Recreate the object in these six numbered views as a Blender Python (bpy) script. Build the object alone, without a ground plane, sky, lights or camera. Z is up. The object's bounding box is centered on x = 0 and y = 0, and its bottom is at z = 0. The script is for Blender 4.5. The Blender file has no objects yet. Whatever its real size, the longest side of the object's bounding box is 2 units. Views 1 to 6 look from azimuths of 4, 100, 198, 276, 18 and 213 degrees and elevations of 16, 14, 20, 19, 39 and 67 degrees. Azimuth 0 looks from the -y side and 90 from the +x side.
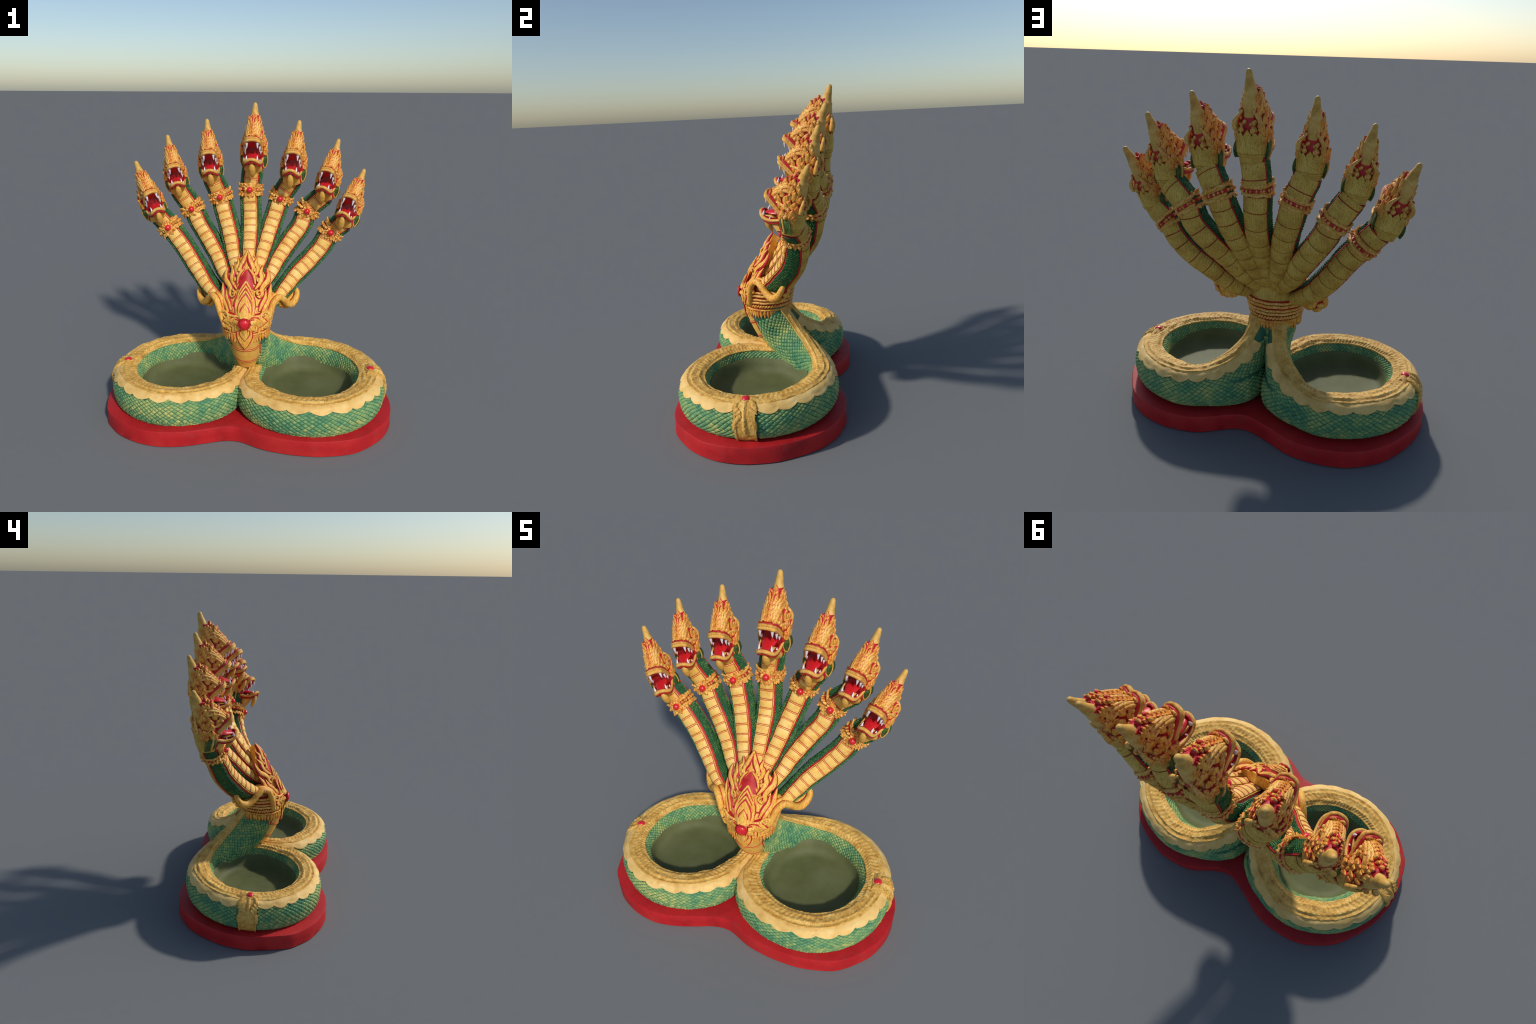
"""Seven-headed painted serpent statue: two coiled tails hold basins on a red
figure-eight plinth; seven necks fan out of an ornate chest collar."""
import bpy
import math
import random
import numpy as np
from mathutils import Matrix, Vector, noise

rng = random.Random(7)
PI = math.pi
V3 = lambda *a: np.array(a, float)


# ------------------------------------------------------------------ helpers
def unit(v):
    v = np.asarray(v, float)
    return v / (np.linalg.norm(v, axis=-1, keepdims=True) + 1e-12)


def spline(ctrl, n, closed=False):
    """Catmull-Rom curve through ctrl, resampled to n points of even spacing."""
    c = np.asarray(ctrl, float)
    if closed:
        c = np.vstack([c[-1], c, c[0], c[1]])
    else:
        c = np.vstack([2 * c[0] - c[1], c, 2 * c[-1] - c[-2]])
    out = []
    t = np.linspace(0, 1, 24, endpoint=False)[:, None]
    for i in range(1, len(c) - 2):
        p0, p1, p2, p3 = c[i - 1], c[i], c[i + 1], c[i + 2]
        out.append(0.5 * (2 * p1 + (p2 - p0) * t + (2 * p0 - 5 * p1 + 4 * p2 - p3) * t ** 2 + (3 * p1 - p0 - 3 * p2 + p3) * t ** 3))
    out = np.vstack(out + [c[-2][None]])
    d = np.r_[0, np.cumsum(np.linalg.norm(np.diff(out[:, :3], axis=0), axis=1))]
    s = np.linspace(0, d[-1], n + 1 if closed else n)
    r = np.stack([np.interp(s, d, out[:, k]) for k in range(out.shape[1])], 1)
    return r[:-1] if closed else r


def lerp(xs, ys, x):
    return np.interp(x, xs, ys)


def nz(p, scale, seed=0.0):
    return noise.noise(Vector((p[0] * scale + seed, p[1] * scale - seed, p[2] * scale + 2 * seed)))


class Build:
    """Collects vertices and faces of one part."""

    def __init__(self):
        self.v, self.f, self.n = [], [], 0

    def add(self, verts, faces):
        verts = np.asarray(verts, float).reshape(-1, 3)
        self.v.append(verts)
        self.f += [tuple(i + self.n for i in f) for f in faces]
        self.n += len(verts)
        return self

    def grid(self, g, close_u=False, close_v=False, cap=False):
        """g[i][j] points; joins neighbours; cap closes the first and last row."""
        g = np.asarray(g, float)
        a, b = g.shape[:2]
        faces = []
        for i in range(a if close_u else a - 1):
            for j in range(b if close_v else b - 1):
                i2, j2 = (i + 1) % a, (j + 1) % b
                faces.append((i * b + j, i2 * b + j, i2 * b + j2, i * b + j2))
        if cap:
            faces.append(tuple(range(b)))
            faces.append(tuple((a - 1) * b + j for j in reversed(range(b))))
        return self.add(g.reshape(-1, 3), faces)

    def tube(self, path, rad, seg=8, up=(0, 0, 1), flat=1.0, tip=True):
        """Sweeps an ellipse; rad may vary; flat scales it along the up side."""
        path = np.asarray(path, float)
        n = len(path)
        rad = np.broadcast_to(np.asarray(rad, float), (n,))
        T = unit(np.gradient(path, axis=0))
        up = np.broadcast_to(np.asarray(up, float), (n, 3))
        S = unit(np.cross(T, up))
        N = np.cross(S, T)
        a = np.linspace(0, 2 * PI, seg, endpoint=False)
        g = path[:, None] + rad[:, None, None] * (np.cos(a)[None, :, None] * S[:, None] + flat * np.sin(a)[None, :, None] * N[:, None])
        if tip:
            e0 = path[0] - T[0] * rad[0] * 0.6 + 0.45 * (g[0] - path[0])
            e1 = path[-1] + T[-1] * rad[-1] * 0.6 + 0.45 * (g[-1] - path[-1])
            g = np.concatenate([e0[None], g, e1[None]])
        return self.grid(g, close_v=True, cap=True)

    def leaf(self, pos, along, out, length, width, thick, bend=0.0, ridge=0.35, blunt=0.8, n=7, m=5, side=0.0):
        """Pointed petal with a domed front: base at pos, grows along, faces out."""
        along, out = unit(along), unit(out)
        out = unit(out - along * (along @ out))
        across = np.cross(along, out)
        g = []
        for i in range(n):
            t = i / (n - 1)
            w = width * 0.5 * (math.sin(PI * min(1, (0.16 + 0.84 * t)) ** blunt)) ** 0.85 + 0.0004 if t < 1 else 0.0006
            row = []
            u = np.linspace(-1, 1, m)
            c = pos + along * (length * t) + out * (bend * t * t) + across * (side * math.sin(PI * t * 0.75) * 1.2)
            for k in u:
                row.append(c + across * (w * k) + out * (thick * (1 - abs(k)) ** ridge * (1 - 0.65 * t)))
            row += [c + across * (w * 0.8) - out * thick * 0.8, c - across * (w * 0.8) - out * thick * 0.8]
            g.append(row)
        return self.grid(g, close_v=True, cap=True)

    def backed(self, other, pos, along, out, length, width, thick, grow=.006, sink=.55, **k):
        """A petal in self and a slightly larger ground petal for it in other."""
        self.leaf(pos, along, out, length, width, thick, **k)
        o, d = unit(out), unit(along)
        other.leaf(np.asarray(pos) - o * thick * sink - d * grow * .5, along, out, length + grow * 1.7, width + grow * 2, thick * .8, **k)
        return self

    def ball(self, c, r, seg=8, rings=6, axes=None):
        """Ellipsoid; r is a radius or three; axes is a 3x3 of row vectors."""
        r = np.broadcast_to(np.asarray(r, float), (3,))
        A = np.eye(3) if axes is None else np.asarray(axes, float)
        g = []
        for i in range(rings + 1):
            p = -PI / 2 + PI * i / rings
            row = []
            for j in range(seg):
                a = 2 * PI * j / seg
                d = V3(math.cos(p) * math.cos(a) * r[0], math.cos(p) * math.sin(a) * r[1], math.sin(p) * r[2])
                row.append(np.asarray(c) + d @ A)
            g.append(row)
        g = np.array(g)
        g[0], g[-1] = g[0].mean(0) + 1e-5 * (g[1] - g[0].mean(0)), g[-1].mean(0) + 1e-5 * (g[-2] - g[-1].mean(0))
        return self.grid(g, close_v=True, cap=True)

    def cone(self, base, along, length, r, bend=(0, 0, 0), seg=8, n=6, power=0.75):
        """Curved fang: a cone that ends in a point."""
        along = unit(along)
        t = np.linspace(0, 1, n)
        path = np.asarray(base)[None] + along[None] * (length * t)[:, None] + np.asarray(bend, float)[None] * (t ** 2)[:, None]
        ref = V3(1, 0.2, 0) if abs(along[0]) < 0.8 else V3(0, 1, 0)
        return self.tube(path, r * (1 - t) ** power + 0.0006, seg, up=ref, tip=False)

    def mesh(self, name, smooth=40):
        me = bpy.data.meshes.new(name)
        me.from_pydata(np.vstack(self.v).tolist(), [], self.f)
        me.validate()
        me.update()
        import bmesh
        bm = bmesh.new()
        bm.from_mesh(me)
        bmesh.ops.recalc_face_normals(bm, faces=bm.faces)
        lim = math.radians(smooth)
        for f in bm.faces:
            f.smooth = True
        for e in bm.edges:
            if len(e.link_faces) == 2 and e.calc_face_angle(0) > lim:
                e.smooth = False
        bm.to_mesh(me)
        bm.free()
        return me


def put(name, build, mat, parent, smooth=40, stuff=False, matrix=None):
    me = build.mesh(name, smooth) if isinstance(build, Build) else build
    if mat is not None and not me.materials:
        me.materials.append(mat)
    ob = bpy.data.objects.new(name, me)
    bpy.context.scene.collection.objects.link(ob)
    ob.parent = parent
    if matrix is not None:
        ob.matrix_local = matrix
    if stuff:
        ob["kind"] = "stuff"
    return ob


# ---------------------------------------------------------------- materials
def material(name, stops, scale=6.0, detail=8.0, rough=0.6, fleck=None, fleck_scale=30.0, fleck_amount=0.5,
             streak=None, stretch=(1, 1, 1), bump=0.15, bump_scale=90.0, island=0.0, spec=0.3, coat=0.0, fleck_lo=0.56, fleck_hi=0.70):
    """Painted surface: a noise-driven ramp of tones, optional flecks of a second
    paint, a per-piece tone shift and fine grain."""
    m = bpy.data.materials.new(name)
    m.use_nodes = True
    nt = m.node_tree
    N, L = nt.nodes, nt.links
    b = N["Principled BSDF"]
    b.inputs["Roughness"].default_value = rough
    b.inputs["Specular IOR Level"].default_value = spec
    b.inputs["Coat Weight"].default_value = coat
    tc = N.new("ShaderNodeTexCoord")
    mp = N.new("ShaderNodeMapping")
    mp.inputs["Scale"].default_value = stretch
    L.new(tc.outputs["Object"], mp.inputs["Vector"])

    def noise_tex(s, d, vec):
        t = N.new("ShaderNodeTexNoise")
        t.inputs["Scale"].default_value = s
        t.inputs["Detail"].default_value = d
        t.inputs["Roughness"].default_value = 0.62
        L.new(vec, t.inputs["Vector"])
        return t

    big = noise_tex(scale, detail, mp.outputs[0])
    ramp = N.new("ShaderNodeValToRGB")
    e = ramp.color_ramp.elements
    while len(e) < len(stops):
        e.new(0.5)
    for el, (p, c) in zip(e, stops):
        el.position = p
        el.color = (*c, 1)
    fac = big.outputs["Fac"]
    if island:
        geo = N.new("ShaderNodeNewGeometry")
        ma = N.new("ShaderNodeMath")
        ma.operation = "MULTIPLY_ADD"
        L.new(geo.outputs["Random Per Island"], ma.inputs[0])
        ma.inputs[1].default_value = island
        sub = N.new("ShaderNodeMath")
        sub.operation = "SUBTRACT"
        L.new(fac, sub.inputs[0])
        sub.inputs[1].default_value = island * 0.5
        L.new(sub.outputs[0], ma.inputs[2])
        fac = ma.outputs[0]
    L.new(fac, ramp.inputs["Fac"])
    col = ramp.outputs["Color"]

    def over(col, tone, tex, lo, hi, amount):
        r = N.new("ShaderNodeMapRange")
        r.inputs["From Min"].default_value = lo
        r.inputs["From Max"].default_value = hi
        r.inputs["To Max"].default_value = amount
        L.new(tex, r.inputs["Value"])
        mx = N.new("ShaderNodeMix")
        mx.data_type = "RGBA"
        L.new(r.outputs[0], mx.inputs["Factor"])
        L.new(col, mx.inputs[6])
        mx.inputs[7].default_value = (*tone, 1)
        return mx.outputs[2]

    if fleck:
        t = noise_tex(fleck_scale, 5, mp.outputs[0])
        col = over(col, fleck, t.outputs["Fac"], fleck_lo, fleck_hi, fleck_amount)
    if streak:
        w = N.new("ShaderNodeTexWave")
        w.inputs["Scale"].default_value = streak[1]
        w.inputs["Distortion"].default_value = 9
        w.inputs["Detail"].default_value = 3
        w.inputs["Detail Scale"].default_value = 2.2
        L.new(mp.outputs[0], w.inputs["Vector"])
        col = over(col, streak[0], w.outputs["Fac"], 0.80, 0.98, streak[2])
    L.new(col, b.inputs["Base Color"])
    if bump:
        t = noise_tex(bump_scale, 6, mp.outputs[0])
        bp = N.new("ShaderNodeBump")
        bp.inputs["Strength"].default_value = bump
        bp.inputs["Distance"].default_value = 0.01
        L.new(t.outputs["Fac"], bp.inputs["Height"])
        L.new(bp.outputs[0], b.inputs["Normal"])
    return m


RED = (0.50, 0.017, 0.022)
DEEP_RED = (0.30, 0.008, 0.012)
M_gold = material("gold_paint", [(0.30, (0.56, 0.25, 0.04)), (0.48, (0.76, 0.42, 0.085)), (0.68, (0.86, 0.56, 0.17))], 22, 8, 0.5, (0.60, 0.14, 0.03), 42, 0.5, ((0.48, 0.16, 0.03), 20, 0.5), bump=0.35, island=0.2)
M_ornament = material("ornament_gold", [(0.28, (0.64, 0.24, 0.03)), (0.46, (0.80, 0.42, 0.07)), (0.66, (0.88, 0.56, 0.15))], 26, 8, 0.5, (0.66, 0.16, 0.025), 50, 0.7, ((0.52, 0.04, 0.02), 22, 0.7), fleck_lo=0.50, fleck_hi=0.70, bump=0.35, island=0.3)
M_shield = material("shield_gold", [(0.28, (0.68, 0.28, 0.035)), (0.46, (0.82, 0.44, 0.07)), (0.66, (0.89, 0.56, 0.13))], 20, 8, 0.5, (0.68, 0.18, 0.03), 40, 0.6, ((0.56, 0.06, 0.02), 17, 0.55), bump=0.35)
M_spike = material("spire_gold", [(0.30, (0.46, 0.24, 0.045)), (0.5, (0.66, 0.38, 0.085)), (0.7, (0.78, 0.50, 0.15))], 18, 8, 0.5, (0.30, 0.17, 0.04), 30, 0.5, bump=0.2)
M_belly = material("belly_cream", [(0.30, (0.68, 0.34, 0.06)), (0.5, (0.83, 0.51, 0.12)), (0.7, (0.88, 0.61, 0.20))], 16, 8, 0.5, (0.68, 0.20, 0.04), 34, 0.45, bump=0.12, island=0.15)
M_throat = material("throat_gold", [(0.30, (0.58, 0.29, 0.05)), (0.5, (0.75, 0.42, 0.085)), (0.7, (0.82, 0.52, 0.14))], 9, 6, 0.5, (0.50, 0.30, 0.06), 24, 0.5, bump=0.1)
M_back = material("back_gold", [(0.30, (0.50, 0.27, 0.045)), (0.5, (0.68, 0.43, 0.075)), (0.7, (0.78, 0.54, 0.12))], 12, 8, 0.6, (0.36, 0.19, 0.04), 60, 0.6, ((0.30, 0.13, 0.03), 26, 0.55), bump=0.5, bump_scale=60)
M_braid = material("braid_gold", [(0.28, (0.42, 0.21, 0.04)), (0.47, (0.72, 0.41, 0.085)), (0.66, (0.86, 0.56, 0.16))], 20, 9, 0.6, (0.45, 0.14, 0.03), 45, 0.45, ((0.36, 0.17, 0.03), 30, 0.4), bump=0.6, bump_scale=70)
M_border = material("scalloped_cream", [(0.28, (0.62, 0.36, 0.10)), (0.5, (0.80, 0.51, 0.16)), (0.7, (0.86, 0.60, 0.24))], 10, 7, 0.6, (0.62, 0.30, 0.09), 26, 0.4, bump=0.12)
M_red = material("red_paint", [(0.3, DEEP_RED), (0.5, RED), (0.7, (0.58, 0.03, 0.03))], 12, 6, 0.45, (0.44, 0.13, 0.03), 40, 0.35, bump=0.12)
M_plinth = material("plinth_red", [(0.3, (0.34, 0.008, 0.011)), (0.5, (0.46, 0.013, 0.016)), (0.72, (0.52, 0.024, 0.022))], 5, 9, 0.55, (0.28, 0.035, 0.035), 22, 0.5, bump=0.15, bump_scale=40)
M_ruby = material("ruby_glass", [(0.3, (0.60, 0.012, 0.02)), (0.7, (0.72, 0.02, 0.03))], 8, 3, 0.25, bump=0.0, spec=0.5, coat=0.3)
M_mouth = material("mouth_red", [(0.3, (0.19, 0.003, 0.005)), (0.7, (0.32, 0.006, 0.008))], 14, 4, 0.35, bump=0.1, spec=0.45)
M_tongue = material("tongue_red", [(0.3, (0.52, 0.010, 0.014)), (0.7, (0.66, 0.02, 0.025))], 14, 4, 0.35, bump=0.1, spec=0.45)
M_tooth = material("tooth_white", [(0.3, (0.66, 0.60, 0.66)), (0.7, (0.86, 0.83, 0.85))], 30, 4, 0.3, (0.62, 0.36, 0.36), 60, 0.4, bump=0.05, spec=0.5)
M_skin = material("skin_groove_green", [(0.3, (0.025, 0.11, 0.06)), (0.5, (0.045, 0.16, 0.085)), (0.7, (0.08, 0.20, 0.09))], 8, 6, 0.6, bump=0.2)
M_scale = material("scale_green", [(0.28, (0.065, 0.22, 0.115)), (0.42, (0.13, 0.30, 0.13)), (0.56, (0.26, 0.385, 0.135)), (0.72, (0.49, 0.49, 0.15))], 7, 8, 0.5, (0.035, 0.20, 0.15), 12, 0.40, bump=0.3, island=0.20)
M_neck_scale = material("neck_scale_green", [(0.28, (0.014, 0.090, 0.034)), (0.5, (0.034, 0.155, 0.045)), (0.72, (0.13, 0.23, 0.055))], 16, 8, 0.5, (0.02, 0.13, 0.07), 20, 0.5, bump=0.25, island=0.3)
M_neck_skin = material("neck_groove_green", [(0.3, (0.012, 0.06, 0.025)), (0.7, (0.028, 0.11, 0.04))], 14, 6, 0.6, bump=0.2)
M_fin = material("fin_olive", [(0.3, (0.020, 0.055, 0.014)), (0.5, (0.06, 0.115, 0.024)), (0.72, (0.17, 0.21, 0.045))], 60, 6, 0.5, (0.03, 0.09, 0.03), 25, 0.5, bump=0.5, bump_scale=120)
M_basin = material("basin_olive", [(0.3, (0.085, 0.098, 0.034)), (0.5, (0.120, 0.130, 0.048)), (0.72, (0.150, 0.160, 0.070))], 4, 9, 0.65, (0.10, 0.12, 0.06), 16, 0.5, bump=0.08, bump_scale=30)

# -------------------------------------------------------------------- thing
thing = bpy.data.objects.new("seven_headed_serpent_statue", None)
bpy.context.scene.collection.objects.link(thing)
thing["label"] = "golden seven-headed serpent with green coiled tails on red plinth"
thing["category"] = "serpent statue"

# ------------------------------------------------------------------- plinth
OUT_FRONT = [(-.94, -.05), (-.90, -.25), (-.84, -.34), (-.74, -.43), (-.60, -.49), (-.47, -.505), (-.35, -.49), (-.23, -.452), (-.12, -.418),
             (-.02, -.420), (.11, -.480), (.25, -.518), (.39, -.532), (.51, -.525), (.64, -.495), (.73, -.445), (.83, -.35), (.895, -.25), (.93, -.14), (.94, -.04)]
OUT_BACK = [(.933, .05), (.90, .17), (.83, .30), (.74, .41), (.63, .482), (.50, .522), (.40, .527), (.27, .508), (.10, .413), (0, .400), (-.13, .452),
            (-.28, .518), (-.44, .532), (-.59, .508), (-.71, .445), (-.81, .35), (-.90, .19), (-.935, .06)]
H_PLINTH = 0.103
outline = spline([(x, y, 0) for x, y in OUT_FRONT + OUT_BACK], 260, closed=True)
cx = np.stack([np.sign(outline[:, 0]) * np.minimum(0.4, np.abs(outline[:, 0])), outline[:, 1] * 0, outline[:, 2]], 1)
inw = unit(cx - outline)
pl = Build()
rows = []
for dz, k in ((0.0, 0.004), (0.004, 0.0), (0.05, 0.002), (H_PLINTH - 0.008, 0.0), (H_PLINTH - 0.002, 0.003), (H_PLINTH, 0.010)):
    r = outline + inw * k + V3(0, 0, dz)
    if dz > 0:
        for q in r:
            q += 0.0035 * nz(q, 9) * V3(unit(q)[0], unit(q)[1], 0.0) + V3(0, 0, 0.003 * nz(q, 6, 3.0) * (dz > 0.06))
    rows.append(r)
for k in (0.35, 0.75, 0.999):
    r = rows[5] * 1.0
    r[:, :2] = rows[5][:, :2] * (1 - k) + cx[:, :2] * k
    for q in r:
        q[2] = H_PLINTH + 0.003 * nz(q, 6, 3.0)
    rows.append(r)
pl.grid(rows, close_v=True)
pl.add(rows[0][::-1], [tuple(range(len(outline)))])
put("plinth", pl, M_plinth, thing, 35)

# -------------------------------------------------------------------- coils
R_COIL, CX, CY, CZ = 0.392, 0.403, -0.006, 0.206
INNER = lambda d: min(1, max(0, (-d - 140) / 32)) * min(1, max(0, (225 + d) / 30))  # the loop thins where it dives under the trunk
ring = lambda d, r=R_COIL: V3(CX + (r - 0.032 * INNER(d)) * math.cos(math.radians(d)), CY + r * (1.03 if math.sin(math.radians(d)) < 0 else 0.985) * math.sin(math.radians(d)), CZ + 0.014 * math.sin(math.radians(d)) - 0.004 * INNER(d))
ctrl = [(.045, .000, .68), (.048, .004, .60), (.054, .024, .53), (.066, .075, .445), (.096, .150, .365), (.160, .250, .288), (.265, .345, .236)]
ctrl += [tuple(ring(d)) for d in (92, 75, 55, 35, 15, -5, -25, -45, -65, -85, -105, -125, -145, -165, -185, -205, -222, -240, -258)]
NP = 420
coil_path = spline(ctrl, NP)
seg_len = np.linalg.norm(np.diff(coil_path, axis=0), axis=1)
S_ALL = np.r_[0, np.cumsum(seg_len)]
LEN = S_ALL[-1]
RISE = 0.62
TT = unit(np.gradient(coil_path, axis=0))
for _ in range(4):
    TT[1:-1] = unit(TT[:-2] + TT[1:-1] * 2 + TT[2:])
up_ref = np.array([V3(0, 0.35, 1) if s < 0.3 else V3(0, 0.35 * max(0, 1 - (s - .3) / .3), 1) for s in S_ALL])
NN = unit(up_ref - TT * (up_ref * TT).sum(1)[:, None])
SS = np.cross(NN, TT)
S_AT = lambda d: S_ALL[NP // 4 + np.argmin(np.linalg.norm(coil_path[NP // 4:] - ring(d), axis=1))]
S_A, S_B, S_C, S_D, S_E = S_AT(-130), S_AT(-152), S_AT(-175), S_AT(-192), S_AT(-222)
HALF_W = lerp([0, .15, .30, .50, .70, S_A, S_B, S_C, S_D, S_E, LEN], [.080, .084, .090, .104, .099, .099, .084, .056, .058, .100, .090], S_ALL)
TUCK = lerp([0, .14, .28, .62, .95, S_D, S_E, LEN], [1, .95, .56, .60, 1, 1, .40, .05], S_ALL)  # the rising part is cut away towards the basin
HALF_H = lerp([0, .12, .22, .50, .75, 1.5, S_A, S_C, S_E, LEN], [.115, .120, .132, .124, .112, .106, .105, .098, .104, .104], S_ALL)


def coil_at(s, a, h=0.0):
    """Point on the coiled body: s metres along, a degrees from the top towards the outside, h proud."""
    i = min(max(s / LEN, 0), 0.99999) * (NP - 1)
    s_f = np.interp(s, S_ALL, np.arange(NP))
    k = min(int(s_f), NP - 2)
    f = s_f - k
    mixv = lambda A: A[k] * (1 - f) + A[k + 1] * f
    p, S, N, w, hh = mixv(coil_path), unit(mixv(SS)), unit(mixv(NN)), mixv(HALF_W), mixv(HALF_H)
    r = math.radians(a)
    if math.sin(r) < 0:
        w = w * mixv(TUCK)
    nrm = unit(S * math.sin(r) / w + N * math.cos(r) / hh)
    e = 0.88 if s > 0.5 else 1.0 - 0.12 * max(0, (s - .2) / .3)
    if math.cos(r) < 0 and s > 0.5:
        e -= 0.16 * min(1, -math.cos(r) * 2)
    sx, cx_ = (math.copysign(abs(k_) ** e, k_) for k_ in (math.sin(r), math.cos(r)))
    q = p + S * (w * sx) + N * (hh * cx_) + nrm * h
    if q[2] < H_PLINTH - 0.02:
        q[2] = H_PLINTH - 0.02
    return q


def patch(at, s0, s1, a0, a1, ns, na, h, skirt=-0.004):
    """Raised strip on a body: at(s, a, h); a0, a1, h may be functions of s / (s, t)."""
    g = []
    for i in range(ns):
        s = s0 + (s1 - s0) * i / (ns - 1)
        lo = a0(s) if callable(a0) else a0
        hi = a1(s) if callable(a1) else a1
        row = [at(s, lo, skirt)]
        for j in range(na):
            t = j / (na - 1)
            row.append(at(s, lo + (hi - lo) * t, h(s, t) if callable(h) else h))
        row.append(at(s, hi, skirt))
        g.append(row)
    first = [at(s0, a0(s0) if callable(a0) else a0, skirt)]
    g = np.array(g)
    def end(row, s):
        lo = a0(s) if callable(a0) else a0
        hi = a1(s) if callable(a1) else a1
        return np.array([at(s, lo + (hi - lo) * min(max((j - 1) / (na - 1), 0), 1), skirt) for j in range(na + 2)])
    return np.concatenate([end(g[0], s0)[None], g, end(g[-1], s1)[None]])


def scale_pads(at, s0, s1, a0, a1, ds, rows_a, h, jitter=0.12, seed=1, keep=None):
    """Diamond lattice of domed scales between angles a0 and a1."""
    b = Build()
    r = random.Random(seed)
    da = (a1 - a0) / rows_a
    k = 0
    ncol = int((s1 - s0) / ds)
    for i in range(ncol * 2):
        s = s0 + (i + 1) * ds / 2
        for j in range(rows_a + 1):
            a = a0 + (j + (0.5 if i % 2 else 0)) * da
            if a > a1 + 1e-6 or a < a0 or (keep and not keep(s, a)):
                continue
            js, ja = r.uniform(-jitter, jitter) * ds * .3, r.uniform(-jitter, jitter) * da * .3
            hs, ha = ds * 0.47, da * 0.47
            hh = h * r.uniform(.75, 1.15)
            c = lambda x, y, z: at(s + js + x * hs, a + ja + y * ha, z)
            vs = [c(-1, 0, -.001), c(0, -1, -.001), c(1, 0, -.001), c(0, 1, -.001),
                  c(-.66, 0, hh * .8), c(0, -.66, hh * .8), c(.66, 0, hh), c(0, .66, hh * .8), c(.05, 0, hh * 1.25)]
            b.add(vs, [(0, 1, 5, 4), (1, 2, 6, 5), (2, 3, 7, 6), (3, 0, 4, 7), (4, 5, 8), (5, 6, 8), (6, 7, 8), (7, 4, 8)])
    return b


def lopsided(b):
    """The two loops meet left of the middle in front: lean their inner fronts that way."""
    v = np.vstack(b.v).copy()
    k = np.clip(-v[:, 1] / .15, 0, 1) * np.clip((v[:, 0] + .9) / .5, 0, 1) * np.clip((.45 - v[:, 0]) / .45, 0, 1)
    v[:, 0] -= .038 * k * (v[:, 2] < .5)
    return Build().add(v, b.f)


def mirror(b, dx):
    m = Build()
    v = np.vstack(b.v) * V3(-1, 1, 1) + V3(dx, 0, 0)
    v[:, 1] = np.where(v[:, 1] < 0, v[:, 1] * 0.90, v[:, 1])  # the left coil is a little shorter in front
    v[:, 2] += 0.010 * np.clip(-v[:, 1] / 0.3, 0, 1) * (v[:, 2] > H_PLINTH + .03)
    return m.add(v, [tuple(reversed(f)) for f in b.f])


# where on the ring: arc length at a ring angle of 0 degrees (the outermost point)
S_OUT = S_ALL[np.argmin(np.linalg.norm(coil_path - ring(0), axis=1))]
EDGE = lambda s: 46 + 11 * abs(math.sin(PI * s / 0.098 + 0.5 + 1.2 * nz((s, 3, 0), 3))) ** 0.7 + 7 * nz((s, 0, 0), 9)
S_TAIL = LEN - 0.50

skin = Build()
sk = []
for s in np.linspace(0, LEN, 300):
    sk.append([coil_at(s, a) for a in np.linspace(-180, 180, 48, endpoint=False)])
skin.grid(sk, close_v=True, cap=True)


def strap(s, a):
    return abs(s - S_OUT) < 0.052


pads_out = scale_pads(coil_at, 0.14, LEN - 0.01, 46, 172, 0.031, 10, 0.0050, seed=3,
                      keep=lambda s, a: a > EDGE(s) - 1 and not strap(s, a))
pads_in = scale_pads(coil_at, 0.14, LEN - 0.01, -176, -36, 0.031, 10, 0.0042, seed=5)


def braid_h(s, t):
    """Carved top band: rolled rims, running grooves and a rough beaten middle."""
    tw = t + 0.02 * nz((s, 0, 5), 12)
    rim = math.exp(-((tw - 0.05) / 0.05) ** 2) + math.exp(-((tw - 0.94) / 0.05) ** 2) + 0.9 * math.exp(-((tw - 0.70) / 0.045) ** 2) + 0.7 * math.exp(-((tw - 0.36) / 0.05) ** 2)
    twist = math.sin(2 * PI * (s / 0.024 + t * 2.2)) * (0.08 < t < 0.36) + math.sin(2 * PI * (s / 0.030 - t * 2)) * (0.38 < t < 0.68)
    fade = min(1, max(0.0, (s - 0.35) / 0.3))
    return 0.006 + 0.0055 * rim + (0.0014 * twist + 0.0060 * nz((s * .38, t * .16, 0), 34) + 0.0025 * nz((s * .5, t * .3, 4), 90)) * fade


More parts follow.
